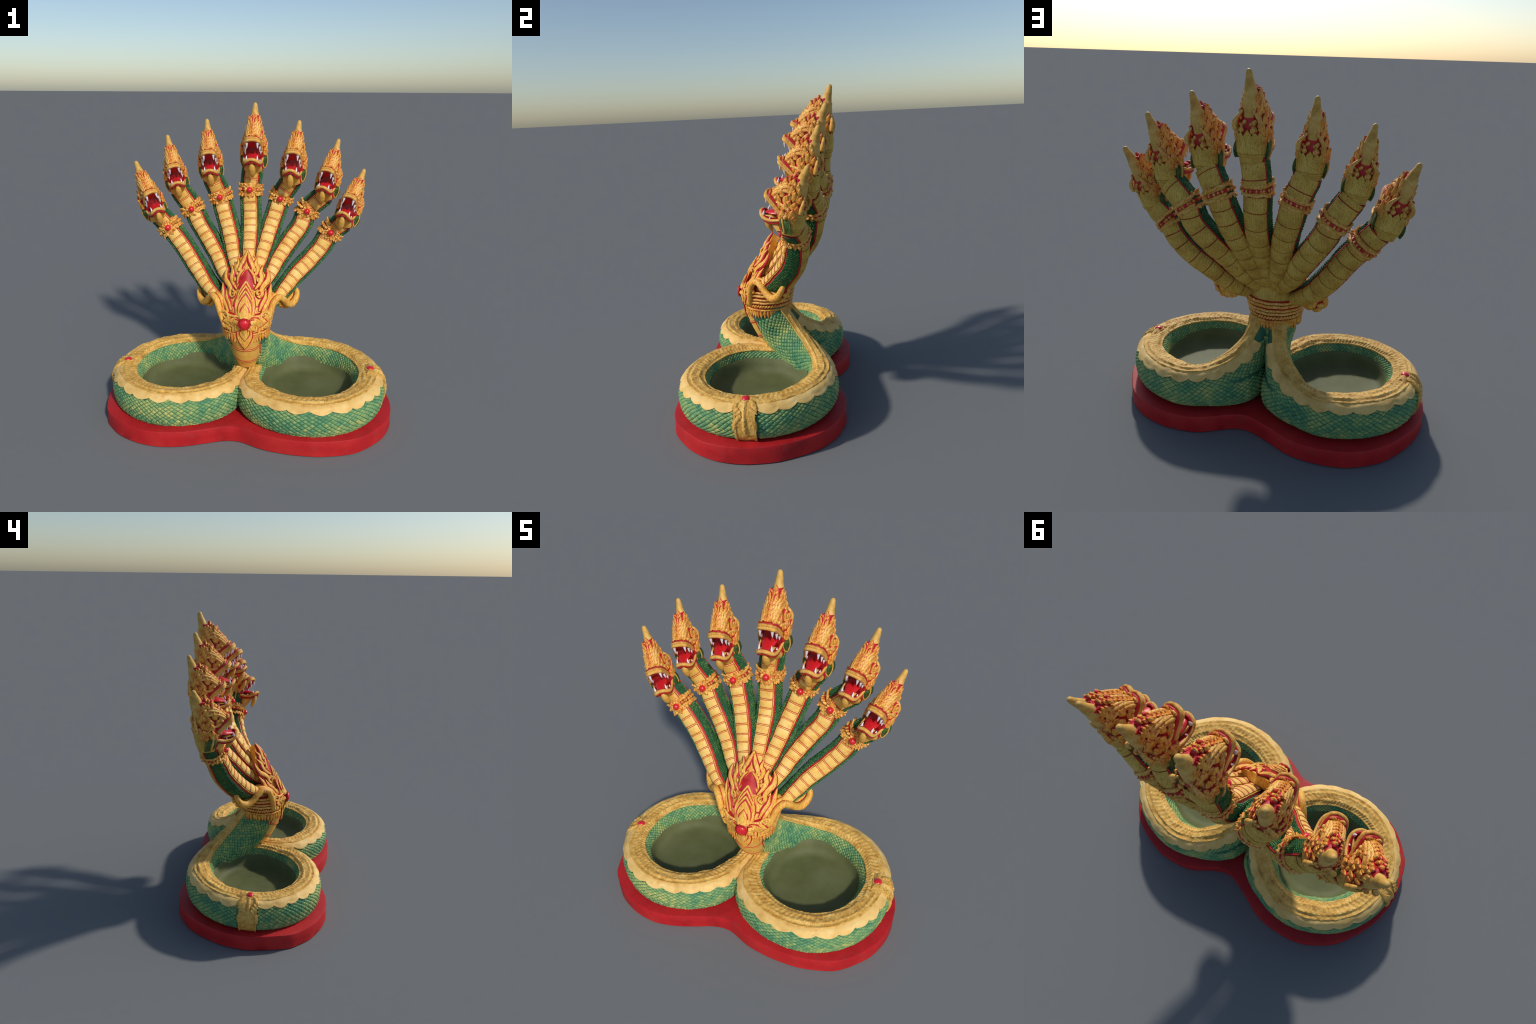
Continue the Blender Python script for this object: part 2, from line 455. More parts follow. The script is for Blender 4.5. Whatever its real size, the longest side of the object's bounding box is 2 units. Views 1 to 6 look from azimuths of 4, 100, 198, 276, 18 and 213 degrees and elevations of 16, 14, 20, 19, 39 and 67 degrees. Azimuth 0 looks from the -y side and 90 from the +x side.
braid = Build().grid(patch(coil_at, 0.10, S_TAIL + 0.26, -37, 24, 900, 22, braid_h))
border = Build()
border.grid(patch(coil_at, 0.30, S_TAIL + 0.05, 23, EDGE, 700, 9,
                  lambda s, t: 0.0065 + 0.0025 * math.sin(PI * t) + 0.0035 * (t > 0.85) + 0.003 * nz((s, t * .1, 1), 22)))
rim_in = Build()
brooch = Build()
brooch.grid(patch(coil_at, S_OUT - 0.040, S_OUT + 0.040, 8, 168, 12, 44, lambda s, t: 0.011 + 0.004 * nz((s, t, 2), 26), skirt=0.0))
for sg in (-1, 1):
    brooch.grid(patch(coil_at, S_OUT + sg * 0.043 - 0.0045, S_OUT + sg * 0.043 + 0.0045, 30, 168, 4, 40, 0.016, skirt=0.0))
for k in range(9):
    a = 14 + 9.0 * k + rng.uniform(-2, 2)
    for sg in (-1, 0, 1):
        p = coil_at(S_OUT + sg * (0.026 + .014 * math.sin(k)), a + (5 if sg == 0 else 0), 0.010)
        q = coil_at(S_OUT + sg * 0.052, a + 14, 0.010)
        n = unit(coil_at(S_OUT, a, 0.1) - coil_at(S_OUT, a, 0))
        brooch.leaf(p, q - p, n, rng.uniform(0.036, 0.052), 0.030, 0.011, bend=0.004)
for sg in (-1, 1):
    p = coil_at(S_OUT + sg * 0.02, 2, 0.012)
    brooch.leaf(p, coil_at(S_OUT + sg * 0.1, 16, 0) - p, V3(0.3, 0, 1), 0.075, 0.034, 0.010)
    brooch.leaf(p, coil_at(S_OUT + sg * 0.1, -12, 0) - p, V3(0, 0, 1), 0.055, 0.030, 0.010)
gem = Build().ball(coil_at(S_OUT, 3, 0.012), (0.026, 0.026, 0.014), 16, 8)
setting = Build()
ringpts = [coil_at(S_OUT, 3, 0.008) + V3(0.029 * math.cos(a), 0.029 * math.sin(a), 0) for a in np.linspace(0, 2 * PI, 21)]
setting.tube(ringpts, 0.006, 6)

for side in (1, -1):
    fl = lopsided if side > 0 else (lambda b: lopsided(mirror(b, -0.013)))
    coil = put("coil", fl(skin), M_skin, thing, 60)
    put("scale_hide", fl(pads_out), M_scale, coil, 50, stuff=True)
    put("inner_scale_hide", fl(pads_in), M_scale, coil, 50, stuff=True)
    put("braided_band", fl(braid), M_braid, coil, 50)
    put("scalloped_border", fl(border), M_border, coil, 50)
    put("brooch", fl(brooch), M_braid, coil, 45)
    put("brooch_rim", fl(setting), M_braid, coil, 45)
    put("ruby", fl(gem), M_ruby, coil, 60)
    bs = Build()
    prof = [(0.0, 0.155), (0.12, 0.155), (0.225, 0.157), (0.256, 0.164), (0.272, 0.180), (0.284, 0.205), (0.296, 0.235), (0.306, 0.245), (0.308, 0.12), (0.0, 0.12)]
    rows = []
    for r, z in prof:
        rows.append([V3(CX + max(r, 1e-4) * math.cos(a) * (1.0), CY + max(r, 1e-4) * math.sin(a), z + 0.0015 * nz((r * math.cos(a), r * math.sin(a), 0), 12)) for a in np.linspace(0, 2 * PI, 72, endpoint=False)])
    bs.grid(rows, close_v=True)
    put("basin", fl(bs), M_basin, thing, 50)

# -------------------------------------------------------- trunk and throat
X0 = -0.013
Z_T = [.30, .349, .391, .437, .493, .55, .62]
Y_T = [-.015, -.048, -.082, -.106, -.128, -.150, -.150]


def throat_at(z, u, h):
    w = lerp([.30, .40, .60], [.066, .094, .098], z)
    y = lerp(Z_T, Y_T, z)
    return V3(X0 + w * math.sin(u) * 1.0, y + w * (1 - math.cos(u)) * 0.7 - h * math.cos(u), z - 0.035 * math.cos(u) + 0.03)


throat = Build()
g = []
for z in np.linspace(.31, .62, 40):
    row = [throat_at(z, u, 0.006) for u in np.linspace(-1.35, 1.35, 22)]
    row += [throat_at(z, 1.35, 0.0) + V3(0, .05, 0), throat_at(z, -1.35, 0.0) + V3(0, .05, 0)]
    g.append(row)
throat.grid(g, close_v=True, cap=True)
put("throat", throat, M_throat, thing, 40)
lines = Build()
for z in (.372, .383, .476, .487):
    lines.tube([throat_at(z, u, 0.006) for u in np.linspace(-1.25, 1.25, 20)], 0.0032, 6)
for u in (-1.28, 1.28):
    lines.tube([throat_at(z, u, 0.007) for z in np.linspace(.33, .6, 20)], 0.0045, 6, up=(0, 1, 0))
put("throat_line", lines, M_red, thing, 60)
rims = Build()
for z in (.3775, .4815):
    rims.tube([throat_at(z, u, 0.0075) for u in np.linspace(-1.2, 1.2, 20)], 0.0035, 6)
for u in (-1.42, 1.42):
    rims.tube([throat_at(z, u, 0.008) for z in np.linspace(.33, .6, 20)], 0.007, 6, up=(0, 1, 0))
put("throat_rim", rims, M_throat, thing, 60)

# chest cup: stacked mouldings round the trunk
CUP_Z = [.545, .60, .66, .72, .76, .80]
CUP_RX = [.140, .151, .164, .176, .177, .165]
CUP_RY = [.146, .150, .158, .166, .165, .150]
CUP_CY = [-.006, -.002, .004, .006, .012, .030]


def cup_at(z, a, h):
    """a = 0 at the front, degrees."""
    r = math.radians(a)
    return V3(X0 - .004 + (lerp(CUP_Z, CUP_RX, z) + h) * math.sin(r), lerp(CUP_Z, CUP_CY, z) - (lerp(CUP_Z, CUP_RY, z) + h) * math.cos(r), z)


cup_core = Build()
cup_core.grid([[cup_at(z, a, -0.004) for a in np.linspace(0, 360, 56, endpoint=False)] for z in np.linspace(.548, .735, 12)], close_v=True, cap=True)
cup = put("chest_collar", cup_core, M_red, thing, 60)
bands = Build()
for z, t in ((.598, .008), (.650, .009), (.672, .008), (.700, .010), (.722, .008)):
    bands.tube([cup_at(z + .0012 * math.sin(a * .2), a, 0.002) for a in np.linspace(0, 360, 73)], t, 8)
put("collar_moulding", bands, M_ornament, cup, 50)
rope = Build()
for k in range(54):
    a = 360 * k / 54
    p = cup_at(.624, a, 0.004)
    t = unit(cup_at(.632, a + 4, 0) - cup_at(.614, a - 3, 0))
    n = unit(p - V3(X0, 0, .624))
    rope.ball(p, (0.0075, 0.0075, 0.016), 7, 6, axes=[unit(np.cross(t, n)), n, t])
put("collar_rope", rope, M_ornament, cup, 50, stuff=True)
fringe = []
for k in range(44):
    a = 360 * k / 44 + rng.uniform(-1, 1)
    p = cup_at(.592, a, 0.004)
    n = unit(p - V3(X0, 0, .59))
    fringe.append(Build().leaf(p, V3(0, 0, -1) - 0.1 * n, n, rng.uniform(.042, .056), 0.021, 0.006, bend=0.004))
for f in fringe:
    put("fringe_petal", f, M_ornament, cup, 50)

# root where the seven necks part
root = Build()
rr = []
for z, rx, ry, cy in ((.70, .158, .154, .008), (.735, .158, .150, .014), (.765, .140, .110, .040), (.81, .115, .080, .070), (.87, .085, .060, .110), (.94, .055, .045, .155), (1.0, .025, .025, .195)):
    rr.append([V3(X0 + rx * math.sin(a), cy - ry * math.cos(a), z) for a in np.linspace(0, 2 * PI, 40, endpoint=False)])
root.grid(rr, close_v=True, cap=True)
put("neck_root", root, M_back, thing, 60)

# ------------------------------------------------------------- chest shield
PZ = [.500, .54, .60, .65, .70, .769, .845, .909, .983, 1.041, 1.080]
PY = [-.146, -.150, -.156, -.158, -.156, -.136, -.102, -.060, -.014, .026, .058]


def shield(u, z, h=0.0):
    """Folded shield: u metres sideways from its ridge, h proud of it."""
    fold = lerp([.5, .70, .80, 1.08], [.32, .34, .70, .60], z)
    y = lerp(PZ, PY, z) + fold * (math.sqrt(u * u + .0006) - .0245)
    n = unit(V3(fold * u / math.sqrt(u * u + .0006), -1, lerp([.7, .85, 1.0], [-.05, .5, .75], z)))
    return V3(X0 + u, y, z) + n * h


W_Z = [.500, .54, .585, .63, .68, .72, .76, .80, .86, .92, .96, 1.00, 1.04, 1.08]
W_U = [.004, .045, .085, .110, .130, .115, .100, .114, .130, .130, .110, .080, .050, .004]
sh = Build()
g = []
for z in np.linspace(.500, 1.08, 64):
    w = lerp(W_Z, W_U, z) * (1 + .06 * math.sin(z * 70))
    row = [shield(w * t, z, 0.0) for t in np.linspace(-1, 1, 25)]
    dep = lerp([.5, .6, .75, .85, 1.08], [.012, .03, .06, .065, .05], z)
    row += [shield(w * t * .92, z, -dep) for t in np.linspace(1, -1, 25)]
    g.append(row)
sh.grid(g, close_v=True, cap=True)
chest = put("chest_shield", sh, M_shield, thing, 50)


def relief(b, pts, rad, h=0.004, flat=0.8, seg=8, n=18):
    """Raised flourish on the shield through (u, z) points with a tapering radius."""
    c = spline([(u, z, 0) for u, z in pts], n)
    path = [shield(u, z, h) for u, z, _ in c]
    nrm = [shield(u, z, .1) - shield(u, z, 0) for u, z, _ in c]
    r = np.interp(np.linspace(0, 1, n), np.linspace(0, 1, len(rad)), rad)
    b.tube(path, r, seg, up=nrm, flat=flat)


field = Build()
g = []
for z in np.linspace(.872, .985, 20):
    w = lerp([.862, .90, .925, .955, .985], [.055, .040, .046, .022, .002], z)
    row = [shield(w * t, z, 0.006) for t in np.linspace(-1, 1, 11)] + [shield(w, z, -.01), shield(-w, z, -.01)]
    g.append(row)
field.grid(g, close_v=True, cap=True)
put("red_field", field, M_red, chest, 60)

fl, fl_ground = Build(), Build()


def flourish(pts, rad, h=.006):
    """Fat carved flame with a red ground line round it."""
    relief(fl, pts, rad, h, .75)
    relief(fl_ground, pts, [q * 1.08 + .0018 for q in rad], h - .001, .62)


for sg in (-1, 1):
    s = lambda *p: [(sg * u, z) for u, z in p]
    # tall outer flames with rolled feet, three tiers each side
    flourish(s((.066, .840), (.080, .822), (.097, .836), (.092, .862), (.106, .885), (.128, .905), (.132, .945), (.122, .975)), [.008, .012, .018, .020, .022, .019, .012, .003])
    flourish(s((.052, .870), (.066, .884), (.082, .905), (.088, .930), (.082, .955), (.094, .992)), [.006, .013, .018, .018, .014, .003], .011)
    flourish(s((.040, .940), (.056, .955), (.064, .985), (.050, 1.010), (.058, 1.040)), [.007, .015, .018, .013, .003], .008)
    flourish(s((.030, .960), (.036, .99), (.022, 1.02), (.008, 1.06), (.0, 1.085)), [.009, .016, .018, .012, .004], .010)
    flourish(s((.052, .900), (.046, .935), (.032, .962), (.012, .985)), [.006, .011, .011, .005], .010)
    # comma curls on the flame inner edges
    for u, z, r in ((.070, .846, .014), (.068, .915, .009), (.046, .972, .009)):
        c = [(u + r * (1 - t * .75) * math.cos(5.2 * t + 1), z + r * (1 - t * .75) * math.sin(5.2 * t + 1)) for t in np.linspace(0, 1, 9)]
        relief(fl, s(*c), [.005, .008, .007, .003], .022)
    # lower feathers beside the medallion
    flourish(s((.105, .735), (.122, .770), (.140, .798), (.146, .845), (.152, .885)), [.011, .018, .019, .015, .003])
    flourish(s((.084, .750), (.098, .785), (.115, .812), (.120, .852)), [.010, .016, .015, .004], .010)
    # chevrons
    for k in range(3):
        z = .905 - .026 * k
        relief(fl, s((0, z + .012), (.016, z - .014), (.036, z - .052), (.046, z - .085)), [.006, .006, .006, .004], .010 + .002 * k, .9)
put("scroll_ground", fl_ground, M_red, chest, 60)
put("flame_scroll", fl, M_shield, chest, 55)
rl = Build()
for sg in (-1, 1):
    for k in range(2):
        z = .892 - .026 * k
        rl.add(*(lambda b: (np.vstack(b.v), b.f))((lambda b: (relief(b, [(0, z + .012), (sg * .016, z - .014), (sg * .036, z - .052), (sg * .046, z - .085)], [.004, .004, .004, .003], .010 + .002 * k), b)[1])(Build())))
rl.ball(shield(0, .868, .012), (.010, .006, .012), 10, 6)
put("red_chevron", rl, M_red, chest, 60)

MED = .688  # height of the medallion
petals = []
med_ground = Build()


def med_petal(du, dz, length, width, h, thick=.009, r0=.03):
    d = unit(V3(du, 0, dz))
    p = shield(d[0] * r0, MED + d[2] * r0, h)
    q = shield(d[0] * (r0 + length), MED + d[2] * (r0 + length), h * .6)
    nrm = shield(d[0] * r0, MED + d[2] * r0, .1) - shield(d[0] * r0, MED + d[2] * r0, 0)
    petals.append(Build().backed(med_ground, p, q - p, nrm, np.linalg.norm(q - p), width, thick, grow=.0070, bend=0.004, blunt=.9, ridge=.7))


for h, lst in ((.010, [(0, 1, .180, .125), (0, -1, .155, .095), (1, -.05, .105, .085), (-1, -.05, .105, .085), (.75, .7, .085, .075), (-.75, .7, .085, .075), (.8, -.75, .075, .07), (-.8, -.75, .075, .07)]),
               (.021, [(0, 1, .125, .085), (0, -1, .095, .060), (1, 0, .070, .058), (-1, 0, .070, .058), (.6, .8, .06, .052), (-.6, .8, .06, .052), (.7, -.7, .052, .05), (-.7, -.7, .052, .05)]),
               (.031, [(0, 1, .076, .052), (0, -1, .050, .038), (1, 0, .040, .036), (-1, 0, .040, .036), (.45, .9, .044, .034), (-.45, .9, .044, .034)])):
    for du, dz, ln, w in lst:
        med_petal(du, dz, ln, w, h)
for p in petals:
    put("medallion_petal", p, M_shield, chest, 45)
put("medallion_ground", med_ground, M_red, chest, 50)
c = shield(0, MED, .040)
md = Build().ball(c, (.031, .016, .031), 20, 10)
put("medallion_ruby", md, M_ruby, chest, 60)
sr = Build().tube([shield(0, MED, .036) + V3(.034 * math.cos(a), -.002, .034 * math.sin(a)) for a in np.linspace(0, 2 * PI, 25)], .0065, 6, up=(0, 1, 0))
put("medallion_rim", sr, M_red, chest, 60)

# scroll ears on both shoulders
for sg in (-1, 1):
    dx = X0 - (0.008 if sg < 0 else 0)
    P = spline([(.100, -.085, .640), (.128, -.075, .720), (.152, -.050, .790), (.182, -.010, .810), (.208, .025, .785), (.228, .060, .748), (.254, .098, .728), (.284, .132, .745), (.298, .155, .785), (.286, .168, .822)], 44)
    P[:, 0] = P[:, 0] * sg + dx
    w = np.interp(np.linspace(0, 1, 44), [0, .25, .5, .75, .92, 1], [.044, .048, .052, .060, .046, .018])
    T = unit(np.gradient(P, axis=0))
    acr = np.repeat(unit(V3(.81 * sg, -.59, 0))[None], len(P), 0)
    acr = unit(acr - T * (acr * T).sum(1)[:, None])
    outw = np.cross(acr, T) * sg
    outw = outw * np.sign(outw[10, 2])
    ear = Build()
    for off, rad, lift in ((-.68, .42, .0), (-.02, .30, .006), (.66, .42, .0)):
        ear.tube(P + acr * (w * off)[:, None] + outw * lift, np.maximum(w * rad, .003), 10, up=outw, flat=1.0)
    ear_ob = put("scroll_ear", ear, M_shield, thing, 60)
    red = Build()
    for off in (-.36, .28):
        red.tube(P + acr * (w * off)[:, None] + outw * (w * .16)[:, None], np.maximum(w * .11, .0015), 6, up=outw)
    red.tube(P - outw * .004, w * .75, 8, up=outw, flat=.25)
    put("scroll_groove", red, M_red, ear_ob, 60)
    lob = Build()
    for k in range(8):
        i = 22 + int(k * 2.3)
        p = P[i] - outw[i] * (w[i] * .45)
        lob.ball(p, (.016, .022, .014), 8, 6, axes=[T[i], acr[i], outw[i]])
    # small inner volute where the band leaves the collar
    for k, (r, y) in enumerate(((.030, -.10), (.022, -.06))):
        cc = V3(dx + sg * (.120 + .028 * k), y - .015, .715 + .01 * k)
        sp = [cc + V3(sg * r * (1 - .7 * t) * math.cos(6.5 * t), -.012 * t + .5 * r * math.cos(6.5 * t), r * (1 - .7 * t) * math.sin(6.5 * t)) for t in np.linspace(0, 1, 22)]
        lob.tube(sp, np.linspace(.010, .005, 22), 7, up=(0, 1, 0))
    put("scroll_lobe", lob, M_shield, ear_ob, 55)

# -------------------------------------------------------------------- necks
NECKS = [
    [(-.062, .000, .712), (-.164, .052, .754), (-.274, .132, .830), (-.348, .188, .912), (-.415, .230, 1.000), (-.480, .250, 1.092), (-.554, .270, 1.180), (-.628, .280, 1.264)],
    [(-.040, .010, .740), (-.105, .095, .835), (-.174, .170, .922), (-.230, .234, 1.017), (-.300, .294, 1.118), (-.365, .330, 1.212), (-.414, .346, 1.305), (-.500, .336, 1.434)],
    [(-.030, .025, .760), (-.072, .124, .900), (-.112, .210, 1.020), (-.136, .260, 1.115), (-.162, .308, 1.200), (-.194, .343, 1.296), (-.221, .362, 1.387), (-.275, .346, 1.520)],
    [(-.013, .025, .760), (-.012, .118, .900), (-.011, .180, 1.000), (-.010, .246, 1.100), (-.010, .308, 1.200), (-.014, .343, 1.300), (-.019, .364, 1.436), (-.002, .370, 1.590)],
    [(.005, .025, .760), (.036, .120, .900), (.070, .204, 1.010), (.096, .256, 1.095), (.126, .318, 1.195), (.160, .354, 1.300), (.188, .372, 1.389), (.258, .340, 1.508)],
    [(.015, .010, .740), (.085, .097, .845), (.138, .164, .922), (.192, .232, 1.015), (.262, .302, 1.113), (.330, .338, 1.207), (.371, .354, 1.308), (.478, .336, 1.412)],
    [(.036, .000, .712), (.145, .048, .757), (.226, .120, .826), (.310, .186, .917), (.398, .236, 1.000), (.474, .264, 1.090), (.526, .274, 1.180), (.606, .260, 1.244)],
]
HEADS = [  # origin, turn towards the middle, lean sideways, pitch, size
    ((-.652, .275, 1.270), 23, -17, -6.0, .93), ((-.508, .333, 1.446), 12.5, -10, -2.5, .87), ((-.278, .341, 1.530), 5, -5, -1.0, .91), ((.003, .370, 1.598), -1, 0, 0, 1.0),
    ((.262, .325, 1.520), -6, 4, -6.5, .945), ((.486, .324, 1.423), -14, 8.5, -5.5, .90), ((.617, .250, 1.254), -18, 13, -13.0, .90)]
COLLAR_AT = [6] * 7


class NeckFrame:
    def __init__(self, ctrl, fan, n=120):
        self.p = spline(ctrl, n)
        self.n = n
        self.s = np.r_[0, np.cumsum(np.linalg.norm(np.diff(self.p, axis=0), axis=1))]
        self.len = self.s[-1]
        self.T = unit(np.gradient(self.p, axis=0))
        face = unit(V3(-0.16 * fan, -1, 0.0))
        f = face - self.T * (self.T @ face)[:, None]
        self.F = unit(f)
        self.S = np.cross(self.F, self.T)
        self.w = np.interp(self.s / self.len, [0, .14, .30, .5, .8, 1], [.028, .040, .056, .064, .065, .065])
        self.d = np.interp(self.s / self.len, [0, .25, .5, .8, 1], [.064, .082, .075, .063, .062])

    def at(self, s, a, h=0.0):
        """a = 0 on the belly side; a squarish section."""
        k = np.interp(s, self.s, np.arange(self.n))
        i = min(int(k), self.n - 2)
        f = k - i
        mv = lambda A: A[i] * (1 - f) + A[i + 1] * f
        r = math.radians(a)
        c, sn = math.cos(r), math.sin(r)
        e = 0.88
        x, y = math.copysign(abs(sn) ** e, sn), math.copysign(abs(c) ** e, c)
        nrm = unit(mv(self.S) * x + mv(self.F) * y)
        return mv(self.p) + mv(self.S) * (mv(self.w) * x) + mv(self.F) * (mv(self.d) * y) + nrm * h

    def frame(self, s):
        k = np.interp(s, self.s, np.arange(self.n))
        i = min(int(round(k)), self.n - 1)
        return self.p[i], self.T[i], self.F[i], self.S[i]


for ni, ctrl in enumerate(NECKS):
    nf = NeckFrame(ctrl, (ni - 3) / 3)
    r = random.Random(100 + ni)
    L = nf.len
    core = Build().grid([[nf.at(s, a) for a in np.linspace(-180, 180, 36, endpoint=False)] for s in np.linspace(0, L, 70)], close_v=True, cap=True)
    neck = put("neck", core, M_red, thing, 60)
    s_col = nf.s[np.argmin(np.linalg.norm(nf.p - np.array(ctrl[6]), axis=1))]
    # green flanks
    fk = Build()
    pads = Build()
    for sg in (-1, 1):
        lo, hi = (49, 112) if sg > 0 else (-112, -49)
        fk.grid(patch(nf.at, 0.03, L, lo, hi, 60, 8, lambda s, t: 0.0035 + .001 * math.sin(PI * t)))
        q = scale_pads(nf.at, 0.05, L - .01, lo + 3, hi - 3, 0.016, 5, 0.0068, seed=ni * 2 + sg)
        pads.add(np.vstack(q.v), q.f)
    put("neck_flank", fk, M_neck_skin, neck, 60)
    put("neck_scale_hide", pads, M_neck_scale, neck, 50, stuff=True)
    # gold piping beside the belly and the back
    pipe, pipe_red = Build(), Build()
    for a in (117, -117):
        pipe_red.tube([nf.at(s, a, 0.003) for s in np.linspace(0.02, L, 70)], 0.0055, 6, up=(0, 1, 0.3))
    put("neck_red_piping", pipe_red, M_red, neck, 60)
    for a in (34, -34):
        pipe.tube([nf.at(s, a + .8 * math.sin(s * 60), 0.003) for s in np.linspace(0.02, L, 70)], 0.0034, 6, up=(0, 1, 0.3))
    put("neck_piping", pipe, M_gold, neck, 60)
    # belly plates
    s = 0.04
    while s < L - 0.02:
        ln = min(r.uniform(.054, .064), L - s)
        if abs(s + ln / 2 - s_col) > 0.02:
            b = Build().grid(patch(nf.at, s, s + ln - 0.010, -28, 28, 9, 9, lambda q, t, s=s, ln=ln: 0.005 + 0.0045 * math.sin(PI * min(max((q - s) / ln, 0), 1)) ** .5 * math.sin(PI * (0.1 + .8 * t)) ** .5))
            put("belly_plate", b, M_belly if s < s_col + .02 else M_throat, neck, 45)
            lb = s + ln - 0.005
            b2 = Build()
            for dl in (-.0042, .0042):
                b2.tube([nf.at(lb + dl + r.uniform(-.0006, .0006), a, .0070) for a in np.linspace(-29, 29, 8)], 0.0019, 5)
            put("belly_line", b2, M_red, neck, 60)
            b3 = Build().tube([nf.at(lb, a, .0045) for a in np.linspace(-29, 29, 8)], 0.0042, 6)
            put("belly_rib", b3, M_belly, neck, 60)
        s += ln
    # back plates
    s = 0.03
    while s < L - 0.02:
        ln = min(r.uniform(.075, .095), L - s)
        b = Build().grid(patch(nf.at, s, s + ln - 0.005, 122, 238, 12, 14, lambda q, t, s=s, ln=ln: 0.005 + 0.003 * math.sin(PI * min(max((q - s) / ln, 0), 1)) ** .5 + .0018 * nz((q * 1.0, t * .14, ni), 70)))
        put("back_plate", b, M_back, neck, 45)
        s += ln
    # garland with a ruby
    p0, T, F, S = nf.frame(s_col)
    gar = Build()
    gar.tube([nf.at(s_col, a, .004) for a in np.linspace(0, 360, 41)], .011, 7, up=T)
    g_ob = put("garland", gar, M_red, neck, 60)
    rop = Build()
    for off in (-.021, .019):
        rop.tube([nf.at(s_col + off + .002 * math.sin(a * .14), a, .006 + .002 * math.sin(a * .31)) for a in np.linspace(0, 360, 61)], .0095, 8, up=T)
    put("garland_rope", rop, M_gold, g_ob, 60)
    gp = Build()
    for row, off in ((0, -.020), (1, 0.0), (2, .020)):
        cnt = 20
        for k in range(cnt):
            a = 360 * (k + .5 * (row % 2)) / cnt
            aa = (a + 180) % 360 - 180
            front = max(0, math.cos(math.radians(aa) * 0.75))
            if row != 1 and front < .1 and r.random() < .5:
                continue
            p = nf.at(s_col + off * (1 + .4 * front), a, .008 + .003 * front)
            n = unit(nf.at(s_col, a, .1) - nf.at(s_col, a, 0))
            tang = unit(np.cross(T, n))
            d = T * (off * 40) + tang * r.uniform(-.7, .7) + n * .45
            gp.leaf(p, d, n, (.016 + .006 * front) * r.uniform(.8, 1.2), .018 + .004 * front, .007, bend=.003, n=5, m=3)
            if front > .3:
                gp.ball(nf.at(s_col + off * 1.3, a + r.uniform(-6, 6), .013), r.uniform(.005, .008), 6, 4)
    put("garland_petal", gp, M_ornament, g_ob, 50, stuff=True)
    fp = nf.at(s_col, 0, .020)
    fl2 = Build()
    for k in range(10):
        a = 2 * PI * k / 10
        d = T * math.cos(a) + S * math.sin(a)
        fl2.leaf(fp + d * .014 - F * .006, d + F * .25, F, .024, .019, .006, n=5, m=3)
    put("garland_flower", fl2, M_ornament, g_ob, 50)
    put("garland_ruby", Build().ball(fp + F * .004, .0205, 14, 10), M_ruby, g_ob, 60)
    ft = Build().leaf(nf.at(s_col - .022, 0, .014), -T, F, .038, .036, .007)
    ft.leaf(nf.at(s_col + .022, 0, .012), T, F, .026, .028, .006)
    put("garland_pendant", ft, M_ornament, g_ob, 50)

# --------------------------------------------------------------------- head
# One head in its own frame: x sideways, y towards the back, z up the neck.
SK = [  # z, front y, back y, half width
    (-.035, -.070, .072, .064), (.000, -.074, .076, .070), (.030, -.070, .082, .078), (.060, -.080, .078, .084), (.085, -.080, .078, .085), (.110, -.084, .078, .082),
    (.135, -.085, .082, .072), (.160, -.120, .080, .062), (.180, -.136, .079, .056), (.205, -.118, .078, .050), (.235, -.090, .077, .043), (.265, -.060, .077, .038), (.295, -.028, .077, .034), (.320, .005, .076, .030)]
SKA = np.array(SK)


def skull(z, a, h=0.0):
    """a = 0 in front, 180 at the back (degrees)."""
    f, b, w = (np.interp(z, SKA[:, 0], SKA[:, k]) for k in (1, 2, 3))
    c, d = (f + b) / 2, (b - f) / 2
    r = math.radians(a)
    sn, cs = math.sin(r), math.cos(r)
    e = 0.85
    x = math.copysign(abs(sn) ** e, sn)
    y = math.copysign(abs(cs) ** e, cs)
    taper = 1 - 0.30 * max(0, y) * min(1, max(0, (z - .10) / .06))
    n = unit(V3(x / max(w, .02) * d, -y, 0.25))
    return V3(w * x * taper, c - d * y, z) + n * h


def skull_n(z, a):
    return unit(skull(z, a, .1) - skull(z, a, 0))


HM = {}  # part meshes shared by all heads


def hpart(name, b, mat, smooth=45, stuff=False):
    me = b.mesh("head_" + name, smooth)
    me.materials.append(mat)
    HM.setdefault(name, []).append((me, stuff))


hr = random.Random(11)
core = Build().grid([[skull(z, a) for a in np.linspace(0, 360, 40, endpoint=False)] for z in np.linspace(-.035, .320, 40)], close_v=True, cap=True)
CORE = core.mesh("head", 60)
CORE.materials.append(M_red)

# mouth: palate slab, jaw floor, throat wall
mo = Build()
g = []
for t in np.linspace(0, 1, 8):  # palate from corner to lip
    y, z, w = -.020 - .135 * t, .085 + .078 * t, .056 - .012 * t * t
    g.append([V3(w * math.sin(a), y, z - .006 * math.cos(a) + .010) for a in np.linspace(-1.5, 1.5, 9)] + [V3(w, y, z + .022), V3(-w, y, z + .022)])
mo.grid(g, close_v=True, cap=True)
g = []
for t in np.linspace(0, 1, 8):  # lower jaw
    y, z, w = -.030 - .142 * t, .052 - .006 * t, .056 - .018 * t ** 2
    g.append([V3(w * k, y, z - .012 * (1 - k * k)) for k in np.linspace(-1, 1, 9)] + [V3(w * .9, y, z - .026), V3(-w * .9, y, z - .026)])
mo.grid(g, close_v=True, cap=True)
g = []
for z in np.linspace(.045, .135, 7):  # dark gullet wall
    g.append([skull(z, a, .003) for a in np.linspace(-46, 46, 13)])
mo.grid(g)
hpart("mouth_lining", mo, M_mouth)
tg = Build()
P = spline([(0, -.045, .070), (0, -.085, .072), (0, -.125, .062), (0, -.160, .053)], 12)
tg.tube(P, np.interp(np.linspace(0, 1, 12), [0, .6, 1], [.042, .040, .022]), 12, flat=.35)
hpart("tongue", tg, M_tongue, 60)

